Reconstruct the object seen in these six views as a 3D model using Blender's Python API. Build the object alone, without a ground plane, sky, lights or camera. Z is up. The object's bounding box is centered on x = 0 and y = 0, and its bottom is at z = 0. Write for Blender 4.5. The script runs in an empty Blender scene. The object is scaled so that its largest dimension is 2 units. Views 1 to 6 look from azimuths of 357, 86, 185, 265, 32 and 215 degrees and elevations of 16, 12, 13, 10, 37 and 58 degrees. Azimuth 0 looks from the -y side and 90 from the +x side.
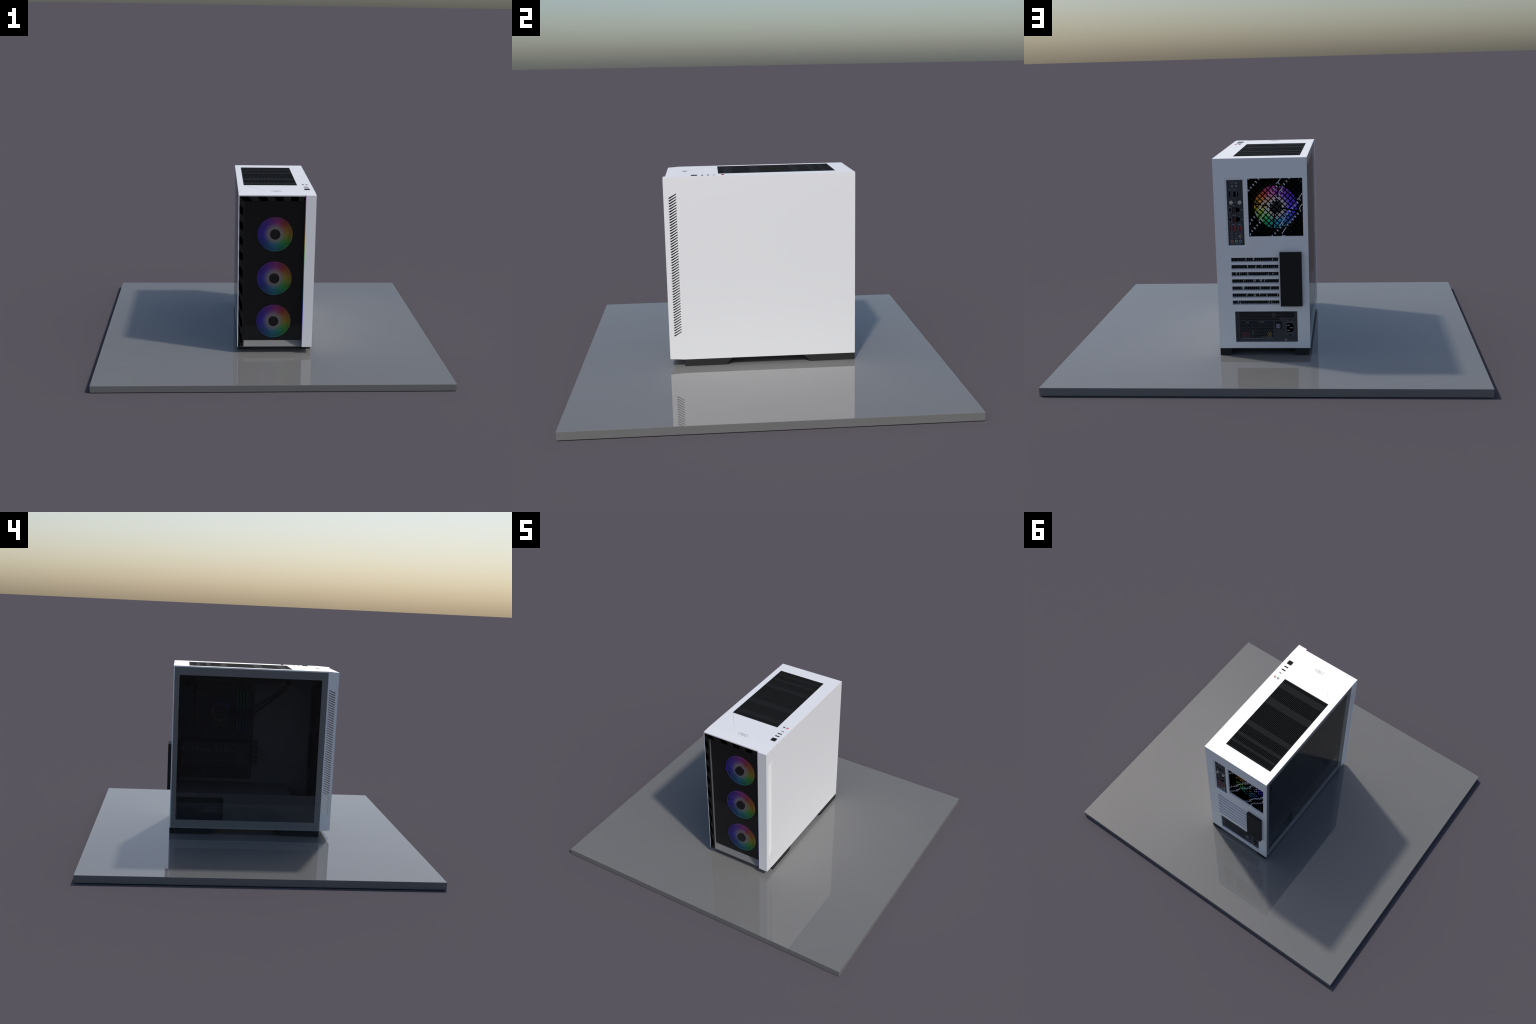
"""White mid-tower computer with smoked-glass front and side, standing on a glossy grey slab."""
import bpy, bmesh, math, random
from mathutils import Vector, Matrix

rnd = random.Random(7)
COL = bpy.context.scene.collection

# ------------------------------------------------------------------ measures (metres)
FLOOR = 0.0385                       # top of the slab
XL, XR = -0.194, 0.2455              # glass side / closed side
YF, YC, YB = -0.452, -0.392, 0.4725  # glass front / front frame joint / rear
ZB, ZT = 0.0745, 0.9965              # underside / top of the body
COLX, COLY = 0.187, -0.462           # front column: inner side, front face

# ------------------------------------------------------------------ materials
def mat(name, color=(0.5, 0.5, 0.5), rough=0.5, metal=0.0, spec=0.5, emit=None, strength=0.0, grain=0.0, grain_scale=40.0):
    m = bpy.data.materials.new(name)
    m.use_nodes = True
    nt = m.node_tree
    p = nt.nodes["Principled BSDF"]
    p.inputs["Base Color"].default_value = (*color, 1)
    p.inputs["Roughness"].default_value = rough
    p.inputs["Metallic"].default_value = metal
    p.inputs["Specular IOR Level"].default_value = spec
    if emit:
        p.inputs["Emission Color"].default_value = (*emit, 1)
        p.inputs["Emission Strength"].default_value = strength
    if grain > 0:
        tc, nz, cr = nt.nodes.new("ShaderNodeTexCoord"), nt.nodes.new("ShaderNodeTexNoise"), nt.nodes.new("ShaderNodeValToRGB")
        nz.inputs["Scale"].default_value, nz.inputs["Detail"].default_value = grain_scale, 3
        for el, k in zip(cr.color_ramp.elements, (1 - grain, 1 + grain)):
            el.color = (*[min(1, c * k) for c in color], 1)
        cr.color_ramp.elements[0].position, cr.color_ramp.elements[1].position = 0.3, 0.7
        nt.links.new(tc.outputs["Object"], nz.inputs["Vector"])
        nt.links.new(nz.outputs["Fac"], cr.inputs["Fac"])
        nt.links.new(cr.outputs["Color"], p.inputs["Base Color"])
    return m

WHITE = mat("white_coated_steel", (1.0, 1.0, 1.0), rough=0.57, metal=0.33, grain=0.004, grain_scale=6)
SLAB = mat("polished_grey_slab", (0.180, 0.179, 0.175), rough=0.02, spec=0.6, grain=0.015, grain_scale=3)
FOOT = mat("foot_rubber", (0.029, 0.029, 0.028), rough=0.8, spec=0.15)
BLACK = mat("black_steel", (0.012, 0.0123, 0.0126), rough=0.6, spec=0.3)
VENT = mat("vent_filter_plastic", (0.011, 0.0115, 0.012), rough=0.8, spec=0.15, grain=0.1, grain_scale=60)
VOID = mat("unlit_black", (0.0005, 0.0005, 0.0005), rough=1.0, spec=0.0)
INNER = mat("interior_steel", (0.22, 0.22, 0.235), rough=0.5, grain=0.08, grain_scale=15)
BOARD = mat("circuit_board", (0.03, 0.031, 0.034), rough=0.45, grain=0.5, grain_scale=90)
PART = mat("component_black", (0.022, 0.022, 0.024), rough=0.4)
FAN_FRAME = mat("fan_frame_plastic", (0.011, 0.011, 0.012), rough=0.6, spec=0.3)
HUB_GREY = mat("hub_grey", (0.11, 0.105, 0.12), rough=0.5)
COVER = mat("slot_cover_steel", (0.035, 0.037, 0.043), rough=0.4)
GREYPART = mat("component_grey", (0.11, 0.11, 0.12), rough=0.4, metal=0.3)
PALE = mat("print_pale", (0.45, 0.46, 0.5), rough=0.5)
SILVER = mat("bare_metal", (0.62, 0.63, 0.66), rough=0.35, metal=0.6)
BRASS = mat("antenna_brass", (0.75, 0.7, 0.55), rough=0.35, metal=0.5)
RED = mat("red_plastic", (0.35, 0.012, 0.02), rough=0.4)
REDB = mat("bright_red_plastic", (0.8, 0.01, 0.02), rough=0.4)
BLUE = mat("blue_plastic", (0.03, 0.04, 0.14), rough=0.4)
YELLOW = mat("yellow_tape", (0.55, 0.36, 0.02), rough=0.5)
PINK = mat("jack_pink", (0.6, 0.22, 0.22), rough=0.4)
LIME = mat("jack_green", (0.4, 0.6, 0.35), rough=0.4)
SKYB = mat("jack_blue", (0.25, 0.42, 0.6), rough=0.4)
ORANGE = mat("jack_orange", (0.6, 0.42, 0.28), rough=0.4)
IO_FACE = mat("io_cover", (0.04, 0.042, 0.052), rough=0.5)
PSU_FACE = mat("power_supply_steel", (0.045, 0.047, 0.055), rough=0.5, grain=0.05)
WIRE = mat("bright_white", (0.85, 0.86, 0.9), rough=0.5)
LOGO = mat("emblem_grey", (0.2, 0.2, 0.22), rough=0.5)
FRAME_PRINT = mat("glass_border_print", (0.0055, 0.0056, 0.0058), rough=0.4, spec=0.35)

def glass_mat(name, through):
    m = mat(name, (0.009, 0.009, 0.0092), rough=0.02)
    m.node_tree.nodes["Principled BSDF"].inputs["Alpha"].default_value = 1 - through
    return m

def clear_mat(name):
    m = bpy.data.materials.new(name)
    m.use_nodes = True
    nt = m.node_tree
    nt.nodes.remove(nt.nodes["Principled BSDF"])
    tr = nt.nodes.new("ShaderNodeBsdfTransparent")
    nt.links.new(tr.outputs[0], nt.nodes["Material Output"].inputs["Surface"])
    return m

FRONT_GLASS = glass_mat("smoked_front_glass", 0.43)
GLASS = glass_mat("smoked_side_glass", 0.44)
CLEAR = clear_mat("glass_back_face")

RAINBOW = [(0.00, (0.140, 0.105, 0.010)), (0.07, (0.150, 0.065, 0.012)), (0.14, (0.150, 0.020, 0.022)), (0.22, (0.140, 0.020, 0.125)),
           (0.30, (0.075, 0.018, 0.170)), (0.40, (0.030, 0.015, 0.200)), (0.52, (0.022, 0.016, 0.240)), (0.62, (0.012, 0.030, 0.150)),
           (0.72, (0.008, 0.080, 0.170)), (0.80, (0.008, 0.110, 0.100)), (0.88, (0.012, 0.140, 0.030)), (0.95, (0.070, 0.130, 0.012)), (1.00, (0.140, 0.105, 0.010))]

def led_mat(name, strength, kind, grey_inside=False, r_in=0.028, r_out=0.1):
    """light diffuser: hue runs round the fan axis (kind 'round') or down the bar (kind 'bar')"""
    m = bpy.data.materials.new(name)
    m.use_nodes = True
    nt = m.node_tree
    N, L = nt.nodes.new, nt.links.new
    p = nt.nodes["Principled BSDF"]
    p.inputs["Base Color"].default_value = (0.01, 0.01, 0.01, 1)
    p.inputs["Roughness"].default_value = 0.5
    p.inputs["Specular IOR Level"].default_value = 0.2
    tc, sep = N("ShaderNodeTexCoord"), N("ShaderNodeSeparateXYZ")
    L(tc.outputs["Object"], sep.inputs[0])
    ramp = N("ShaderNodeValToRGB")
    ramp.color_ramp.interpolation = "LINEAR"
    els = ramp.color_ramp.elements
    while len(els) > 1:
        els.remove(els[-1])
    els[0].position, els[0].color = RAINBOW[0][0], (*RAINBOW[0][1], 1)
    for pos, c in RAINBOW[1:]:
        els.new(pos).color = (*c, 1)
    if kind == "round":
        at = N("ShaderNodeMath"); at.operation = "ARCTAN2"
        L(sep.outputs["Z"], at.inputs[0]); L(sep.outputs["X"], at.inputs[1])
        dv = N("ShaderNodeMath"); dv.operation = "DIVIDE"; dv.inputs[1].default_value = math.tau
        L(at.outputs[0], dv.inputs[0])
        fr = N("ShaderNodeMath"); fr.operation = "FRACT"
        L(dv.outputs[0], fr.inputs[0])
        L(fr.outputs[0], ramp.inputs["Fac"])
    else:
        mr = N("ShaderNodeMapRange")
        mr.inputs["From Min"].default_value, mr.inputs["From Max"].default_value = kind
        mr.inputs["To Min"].default_value, mr.inputs["To Max"].default_value = 0.27, -0.66
        L(sep.outputs["Z"], mr.inputs["Value"])
        fr = N("ShaderNodeMath"); fr.operation = "FRACT"
        L(mr.outputs[0], fr.inputs[0])
        L(fr.outputs[0], ramp.inputs["Fac"])
    colour = ramp.outputs["Color"]
    if grey_inside:
        cx = N("ShaderNodeCombineXYZ")
        L(sep.outputs["X"], cx.inputs["X"]); L(sep.outputs["Z"], cx.inputs["Z"])
        ln = N("ShaderNodeVectorMath"); ln.operation = "LENGTH"
        L(cx.outputs[0], ln.inputs[0])
        fade = N("ShaderNodeMapRange"); fade.interpolation_type = "SMOOTHSTEP"
        fade.inputs["From Min"].default_value, fade.inputs["From Max"].default_value = r_in, r_in + 0.6 * (r_out - r_in)
        L(ln.outputs["Value"], fade.inputs["Value"])
        mx = N("ShaderNodeMix"); mx.data_type = "RGBA"
        mx.inputs[6].default_value = (0.135, 0.130, 0.145, 1)
        L(fade.outputs[0], mx.inputs[0]); L(colour, mx.inputs[7])
        # slightly dimmer towards the rim
        dim = N("ShaderNodeMapRange")
        dim.inputs["From Min"].default_value, dim.inputs["From Max"].default_value = 0.7 * r_out, r_out
        dim.inputs["To Min"].default_value, dim.inputs["To Max"].default_value = 1.0, 0.55
        L(ln.outputs["Value"], dim.inputs["Value"])
        st = N("ShaderNodeMath"); st.operation = "MULTIPLY"; st.inputs[1].default_value = strength
        L(dim.outputs[0], st.inputs[0]); L(st.outputs[0], p.inputs["Emission Strength"])
        colour = mx.outputs[2]
    else:
        p.inputs["Emission Strength"].default_value = strength
    L(colour, p.inputs["Emission Color"])
    return m

FAN_LIGHT = led_mat("fan_blade_light", 0.88, "round", grey_inside=True)
REAR_FAN_LIGHT = led_mat("exhaust_blade_light", 1.1, "round", grey_inside=True)
RING_LIGHT = led_mat("fan_ring_light", 1.1, "round")
PUMP_LIGHT = led_mat("pump_ring_light", 0.11, "round")
STRIP_LIGHT = led_mat("edge_strip_light", 1.3, (0.99, 0.08))
RAM_LIGHT = led_mat("memory_light", 0.07, (1.235, 0.258))

# ------------------------------------------------------------------ mesh helpers
def obj_from_bm(name, bm, material, parent, smooth=False):
    bmesh.ops.recalc_face_normals(bm, faces=bm.faces)
    me = bpy.data.meshes.new(name)
    bm.to_mesh(me)
    bm.free()
    for m in (material if isinstance(material, (list, tuple)) else [material]):
        me.materials.append(m)
    if smooth:
        for f in me.polygons:
            f.use_smooth = True
    o = bpy.data.objects.new(name, me)
    COL.objects.link(o)
    if parent:
        o.parent = parent
        o.matrix_parent_inverse = parent_world(parent).inverted()
    return o

def parent_world(o):
    """every mesh parent sits at the world origin; only the tower's Empty is moved"""
    return Matrix.Translation(o.location)

def add_box(bm, x0, x1, y0, y1, z0, z1, bevel=0.0, mi=0):
    m = Matrix.Translation(((x0 + x1) / 2, (y0 + y1) / 2, (z0 + z1) / 2)) @ Matrix.Diagonal((abs(x1 - x0), abs(y1 - y0), abs(z1 - z0), 1))
    r = bmesh.ops.create_cube(bm, size=1, matrix=m)
    fs = {f for v in r["verts"] for f in v.link_faces}
    for f in fs:
        f.material_index = mi
    if bevel:
        es = list({e for v in r["verts"] for e in v.link_edges})
        bmesh.ops.bevel(bm, geom=es, offset=bevel, segments=2, affect="EDGES", profile=0.5, clamp_overlap=True)
    return r["verts"]

def box(name, x0, x1, y0, y1, z0, z1, material, parent, bevel=0.0):
    bm = bmesh.new()
    add_box(bm, x0, x1, y0, y1, z0, z1, bevel)
    return obj_from_bm(name, bm, material, parent)

def place(axis, a, b, c):
    """2-D point (a, b) on a plane across `axis` at depth c -> 3-D.  x: (y,z)  y: (x,z)  z: (x,y)"""
    return {"x": (c, a, b), "y": (a, c, b), "z": (a, b, c)}[axis]

def add_prism(bm, poly, axis, c0, c1, mi=0):
    va = [bm.verts.new(place(axis, p[0], p[1], c0)) for p in poly]
    vb = [bm.verts.new(place(axis, p[0], p[1], c1)) for p in poly]
    n = len(poly)
    fs = [bm.faces.new(va), bm.faces.new(vb[::-1])]
    for i in range(n):
        j = (i + 1) % n
        fs.append(bm.faces.new((va[i], vb[i], vb[j], va[j])))
    for f in fs:
        f.material_index = mi
    return va + vb

def prism(name, poly, axis, c0, c1, material, parent):
    bm = bmesh.new()
    add_prism(bm, poly, axis, c0, c1)
    return obj_from_bm(name, bm, material, parent)

def add_holed(bm, axis, outer, holes, c0, c1):
    """plate across `axis` between depths c0..c1 with rectangular through-holes"""
    us = sorted({outer[0], outer[1], *[h[0] for h in holes], *[h[1] for h in holes]})
    vs = sorted({outer[2], outer[3], *[h[2] for h in holes], *[h[3] for h in holes]})
    verts = {}
    def V(i, j, c):
        if (i, j, c) not in verts:
            verts[i, j, c] = bm.verts.new(place(axis, us[i], vs[j], c))
        return verts[i, j, c]
    def solid(i, j):
        if not (0 <= i < len(us) - 1 and 0 <= j < len(vs) - 1):
            return False
        u, v = (us[i] + us[i + 1]) / 2, (vs[j] + vs[j + 1]) / 2
        return not any(h[0] < u < h[1] and h[2] < v < h[3] for h in holes)
    for i in range(len(us) - 1):
        for j in range(len(vs) - 1):
            if not solid(i, j):
                continue
            for c in (c0, c1):
                bm.faces.new((V(i, j, c), V(i + 1, j, c), V(i + 1, j + 1, c), V(i, j + 1, c)))
            for (di, dj, a, b) in ((-1, 0, (i, j), (i, j + 1)), (1, 0, (i + 1, j), (i + 1, j + 1)), (0, -1, (i, j), (i + 1, j)), (0, 1, (i, j + 1), (i + 1, j + 1))):
                if not solid(i + di, j + dj):
                    bm.faces.new((V(*a, c0), V(*b, c0), V(*b, c1), V(*a, c1)))

def holed(name, axis, outer, holes, c0, c1, material, parent):
    bm = bmesh.new()
    add_holed(bm, axis, outer, holes, c0, c1)
    return obj_from_bm(name, bm, material, parent)

def circle(cx, cz, r, n=32, a0=0.0):
    return [(cx + r * math.cos(a0 + math.tau * i / n), cz + r * math.sin(a0 + math.tau * i / n)) for i in range(n)]

def add_ring(bm, axis, cx, cz, r0, r1, c0, c1, n=48, a0=0.0, a1=math.tau):
    """annulus (or arc of one) with rectangular section"""
    full = abs(a1 - a0 - math.tau) < 1e-6
    rows = []
    for i in range(n + (0 if full else 1)):
        a = a0 + (a1 - a0) * i / n
        c, s = math.cos(a), math.sin(a)
        rows.append([bm.verts.new(place(axis, cx + r * c, cz + r * s, d)) for r, d in ((r0, c0), (r1, c0), (r1, c1), (r0, c1))])
    m = len(rows)
    for i in range(m if full else m - 1):
        A, B = rows[i], rows[(i + 1) % m]
        for k in range(4):
            bm.faces.new((A[k], A[(k + 1) % 4], B[(k + 1) % 4], B[k]))
    if not full:
        bm.faces.new(rows[0]); bm.faces.new(rows[-1][::-1])

def ring(name, axis, cx, cz, r0, r1, c0, c1, material, parent, n=48):
    bm = bmesh.new()
    add_ring(bm, axis, cx, cz, r0, r1, c0, c1, n)
    return obj_from_bm(name, bm, material, parent)

def disc(name, axis, cx, cz, r, c0, c1, material, parent, n=32):
    return prism(name, circle(cx, cz, r, n), axis, c0, c1, material, parent)

def add_bar(bm, axis, p, q, w, c0, c1):
    """straight bar from 2-D p to q, width w, between depths"""
    d = Vector(q) - Vector(p)
    n = Vector((-d.y, d.x)).normalized() * w / 2
    add_prism(bm, [tuple(Vector(p) + n), tuple(Vector(q) + n), tuple(Vector(q) - n), tuple(Vector(p) - n)], axis, c0, c1)

def tube(name, pts, r, material, parent):
    cu = bpy.data.curves.new(name, "CURVE")
    cu.dimensions, cu.bevel_depth, cu.bevel_resolution, cu.resolution_u = "3D", r, 3, 10
    sp = cu.splines.new("NURBS")
    sp.points.add(len(pts) - 1)
    for sv, p in zip(sp.points, pts):
        sv.co = (*p, 1)
    sp.use_endpoint_u, sp.order_u = True, 3
    t = bpy.data.objects.new(name + "_tmp", cu)
    COL.objects.link(t)
    me = bpy.data.meshes.new_from_object(t.evaluated_get(bpy.context.evaluated_depsgraph_get()))
    bpy.data.objects.remove(t)
    me.name = name
    me.materials.clear(); me.materials.append(material)
    for f in me.polygons:
        f.use_smooth = True
    o = bpy.data.objects.new(name, me)
    COL.objects.link(o)
    o.parent = parent
    o.matrix_parent_inverse = parent_world(parent).inverted()
    return o

def text(name, body, size, matrix, material, parent, align="LEFT", depth=0.0006):
    cu = bpy.data.curves.new(name, "FONT")
    cu.body, cu.size, cu.extrude, cu.align_x, cu.align_y = body, size, depth / 2, align, "CENTER"
    cu.resolution_u = 3
    t = bpy.data.objects.new(name + "_tmp", cu)
    COL.objects.link(t)
    bpy.context.view_layer.update()
    me = bpy.data.meshes.new_from_object(t.evaluated_get(bpy.context.evaluated_depsgraph_get()))
    bpy.data.objects.remove(t)
    me.name = name
    me.transform(matrix)
    me.materials.clear(); me.materials.append(material)
    o = bpy.data.objects.new(name, me)
    COL.objects.link(o)
    o.parent = parent
    o.matrix_parent_inverse = parent_world(parent).inverted()
    return o

def facing(axis_right, axis_up, origin):
    r, u = Vector(axis_right), Vector(axis_up)
    n = r.cross(u)
    m = Matrix((r, u, n)).transposed().to_4x4()
    m.translation = origin
    return m

def boolean_cut(o, cutter_bm):
    me = bpy.data.meshes.new("cutter_tmp")
    bmesh.ops.recalc_face_normals(cutter_bm, faces=cutter_bm.faces)
    cutter_bm.to_mesh(me); cutter_bm.free()
    c = bpy.data.objects.new("cutter_tmp", me)
    COL.objects.link(c)
    md = o.modifiers.new("cut", "BOOLEAN")
    md.operation, md.solver, md.object = "DIFFERENCE", "EXACT", c
    bpy.context.view_layer.update()
    new = bpy.data.meshes.new_from_object(o.evaluated_get(bpy.context.evaluated_depsgraph_get()))
    o.modifiers.clear()
    old = o.data
    o.data = new
    new.name = o.name
    bpy.data.meshes.remove(old)
    bpy.data.objects.remove(c)
    bpy.data.meshes.remove(me)

# ------------------------------------------------------------------ slab
bm = bmesh.new()
add_box(bm, -1.0, 1.0, -0.9125, 0.9125, 0.0, FLOOR, bevel=0.0012)
slab = obj_from_bm("display_slab", bm, SLAB, None)
slab["label"] = "large square polished grey slab, thin flat base"
slab["category"] = "display base"

tower = bpy.data.objects.new("computer_tower", None)
tower.empty_display_size = 0.1
tower.location = (0, 0, FLOOR)
COL.objects.link(tower)
tower["label"] = "white computer tower with smoked glass and rainbow fans"
tower["category"] = "desktop computer"

# ------------------------------------------------------------------ feet
for x0, x1 in ((0.189, 0.2445), (-0.185, -0.1205)):
    prism("foot", [(-0.390, FLOOR), (-0.1835, FLOOR), (-0.149, ZB), (-0.390, ZB)], "x", x0, x1, FOOT, tower)
    prism("foot", [(0.246, FLOOR), (0.472, FLOOR), (0.472, ZB), (0.211, ZB)], "x", x0, x1, FOOT, tower)

# ------------------------------------------------------------------ body panels
bottom = box("base_panel", XL + 0.002, XR - 0.006, YC, YB - 0.003, ZB, ZB + 0.006, WHITE, tower)

# top panel with the filter opening, folded down slightly at the front
VX0, VX1, VY0, VY1 = -0.158, 0.159, -0.1935, 0.387
top = holed("roof_panel", "z", (XL, XR - 0.0061, YC, YB), [(VX0, VX1, VY0, VY1)], ZT - 0.0065, ZT, WHITE, tower)
bm = bmesh.new()
add_prism(bm, [(YC, ZT), (YC, ZT - 0.012), (YF, 0.9855), (YF, 0.9925)], "x", XL, COLX)
top_lip = obj_from_bm("roof_edge", bm, WHITE, tower)

# closed side panel
side = box("steel_panel", XR - 0.006, XR, YC, YB, ZB, ZT, WHITE, tower)

# front column with its slanted side slots
bm = bmesh.new()
prof_side = [(YC, ZB), (YC, ZT), (COLY, 0.9925), (COLY, 0.0795)]
add_prism(bm, prof_side, "x", XR - 0.008, XR)
column_wall = obj_from_bm("column", bm, WHITE, tower)
SLOTS, PITCH = 53, 0.01334
def slot_cutter(z_top, drop, h, x0, x1):
    """tapered slanted slots: thin at the rear end, deeper and pointed at the front end"""
    b = bmesh.new()
    for i in range(SLOTS):
        z = z_top - i * PITCH
        add_prism(b, [(-0.400, z), (-0.4405, z - drop), (-0.4335, z - drop - 0.8 * h), (-0.400, z - h)], "x", x0, x1)
    return b
boolean_cut(column_wall, slot_cutter(0.9165, 0.0222, 0.0058, XR - 0.02, XR + 0.02))
bm = bmesh.new()
add_prism(bm, [(COLY, 0.0795), (COLY, 0.9925), (COLY + 0.006, 0.9929), (COLY + 0.006, 0.0791)], "x", COLX, XR - 0.008)
add_prism(bm, [(COLY + 0.006, 0.99284), (YC, ZT), (YC, ZT - 0.007), (COLY + 0.006, 0.986)], "x", COLX, XR - 0.008)
add_prism(bm, [(COLY + 0.006, 0.0791), (YC, ZB), (YC, ZB + 0.006), (COLY + 0.006, 0.085)], "x", COLX, XR - 0.008)
column_face = obj_from_bm("column_face", bm, WHITE, column_wall)

# glass-side front frame with slots
bm = bmesh.new()
add_prism(bm, [(YC, ZB + 0.002), (YC, ZT - 0.0122), (YF, 0.9853), (YF, 0.0795)], "x", XL, XL + 0.008)
frame_wall = obj_from_bm("vented_frame", bm, WHITE, tower)
boolean_cut(frame_wall, slot_cutter(0.8945, 0.0170, 0.0052, XL - 0.02, XL + 0.02))

# sloped sill and inner jamb of the front bay
prism("sill", [(YF + 0.0045, 0.0800), (YF + 0.0045, 0.0792), (-0.424, 0.0792), (-0.424, 0.108)], "x", -0.158, 0.187, WHITE, tower)
box("base_plate", -0.1855, 0.1868, YF + 0.0045, YC - 0.0004, 0.0772, 0.0790, WHITE, tower)
box("jamb", -0.160, -0.158, YF + 0.0045, -0.4405, 0.079, 0.985, WHITE, tower)

# dark front bulkhead behind the fans, with round fan openings suggested by the fan frames
FANX, FANZ = 0.0195, (0.7505, 0.485, 0.2194)
holed("bulkhead", "y", (-0.184, 0.236, 0.082, 0.99), [(FANX - 0.118, FANX + 0.118, z - 0.118, z + 0.118) for z in FANZ], -0.3985, -0.383, BLACK, tower)
box("column_liner", 0.1885, 0.2335, -0.4545, -0.3935, 0.088, 0.985, BLACK, column_wall)

# front glass pane: tinted front face, clear back and rims
def pane(name, x0, x1, y0, y1, z0, z1, axis_dir, tinted, parent):
    bm = bmesh.new()
    add_box(bm, x0, x1, y0, y1, z0, z1)
    bmesh.ops.recalc_face_normals(bm, faces=bm.faces)
    d = Vector(axis_dir)
    for f in bm.faces:
        f.material_index = 0 if f.normal.dot(d) > 0.5 else 1
    return obj_from_bm(name, bm, [tinted, CLEAR], parent)

pane("glass_pane", XL + 0.0045, 0.1845, YF, YF + 0.004, 0.0795, 0.9853, (0, -1, 0), FRONT_GLASS, tower)

# printed border of the front glass: dark band with black slanted stripes
bm = bmesh.new()
GP = YF - 0.0006
add_prism(bm, [(-0.1895, 0.9852), (0.1842, 0.9852), (0.1842, 0.958), (-0.1675, 0.958), (-0.1675, 0.0797), (-0.1895, 0.0797)], "y", GP, YF - 0.0001)
add_prism(bm, [(-0.1674, 0.9579), (-0.1570, 0.9579), (-0.1570, 0.0797), (-0.1674, 0.0797)], "y", GP + 0.0002, YF - 0.0001)
border = obj_from_bm("glass_border", bm, FRAME_PRINT, tower)
bm = bmesh.new()
S0, S1 = GP - 0.0005, GP - 0.00005
zt, zb = 0.9851, 0.9585
for poly in ([(-0.1877, zt), (-0.1404, zt), (-0.1172, zb), (-0.1624, zb)],
             [(-0.0901, zt), (-0.0427, zt), (-0.0287, 0.9714), (-0.027, zb), (-0.0698, zb), (-0.0714, 0.965)],
             [(0.0047, zt), (0.0552, zt), (0.0586, 0.9718), (0.0589, zb), (0.0165, zb), (0.0157, 0.9685)],
             [(0.1011, zt), (0.145, zt), (0.1458, zb), (0.1025, zb)],
             [(0.172, 0.9625), (0.1842, 0.9851), (0.1842, 0.9625)]):
    add_prism(bm, poly, "y", S0, S1)
xl, xr = -0.1894, -0.1677
for i in range(10):
    z = 0.9378 - 0.0893 * i
    bend = max(0, i - 3)
    drop = 0.0205 + 0.011 * bend
    h = 0.0445
    if bend == 0:
        add_prism(bm, [(xl, z), (xr, z - drop), (xr, z - drop - h), (xl, z - h)], "y", S0, S1)
    else:                                       # lower stripes hang ever steeper
        xm = xr - 0.0035 - 0.0012 * bend
        lim = lambda v: max(v, 0.0805)
        poly = [(xl, lim(z)), (xl + 0.006, lim(z - 0.2 * drop)), (xm, lim(z - 0.75 * drop)), (xr, lim(z - drop)), (xr, lim(z - drop - h) - 0.0004), (xm, lim(z - drop - h) - 0.0004), (xl + 0.0045, lim(z - h - 0.35 * drop) - 0.0002), (xl, lim(z - h))]
        add_prism(bm, poly, "y", S0, S1)
obj_from_bm("border_stripes", bm, VOID, border)

# light strip along the column
box("light_strip", 0.1848, COLX, COLY + 0.0012, YF - 0.0008, 0.0797, 0.9922, STRIP_LIGHT, tower)

# ------------------------------------------------------------------ glass side: white frame behind a full pane
holed("window_frame", "x", (YC, YB - 0.002, ZB + 0.0006, 0.990), [(-0.359, 0.4395, 0.1215, 0.9455)], XL + 0.0045, XL + 0.0105, WHITE, tower)
box("edge_strip", XL, XL + 0.004, 0.467, YB - 0.0002, ZB + 0.0005, ZT - 0.0066, WHITE, tower)
pane("glass_pane", XL, XL + 0.004, YC + 0.0006, 0.4665, ZB + 0.001, 0.9895, (-1, 0, 0), GLASS, tower)

# ------------------------------------------------------------------ top filter grille
GZ = ZT + 0.0006
bm = bmesh.new()
bands = [(VY0, -0.186), (-0.167, -0.1215), (-0.0325, 0.0175), (0.172, 0.208), (0.268, 0.290), (0.3275, 0.3445), (0.378, VY1)]   # solid cross bars (y ranges)
for i, (a, b) in enumerate(bands):
    add_box(bm, VX0, VX1, a, b, GZ - 0.005, GZ)
for x0 in (VX0, VX1 - 0.004):
    add_box(bm, x0, x0 + 0.004, VY0, VY1, GZ - 0.0052, GZ - 0.0003)
grille = obj_from_bm("dust_filter", bm, VENT, tower)
bm = bmesh.new()
NS = 37
for i in range(1, NS):
    x = VX0 + (VX1 - VX0) * i / NS
    for (a, b), (c, d) in zip(bands, bands[1:]):
        add_box(bm, x - 0.0021, x + 0.0021, b, c, GZ - 0.0058, GZ - 0.0010)
slats = obj_from_bm("filter_slats", bm, VENT, grille)
slats["kind"] = "stuff"
box("filter_dark_plate", VX0 - 0.004, VX1 + 0.004, VY0 - 0.004, VY1 + 0.004, 0.9835, 0.9865, VOID, grille)
rad_bm = bmesh.new()
for i in range(26):
    y = VY0 + 0.02 + i * 0.0215
    add_box(rad_bm, VX0 + 0.02, VX1 - 0.02, y, y + 0.006, 0.9866, 0.9885)
fins = obj_from_bm("radiator_fins", rad_bm, PART, grille)
fins["kind"] = "stuff"

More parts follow.
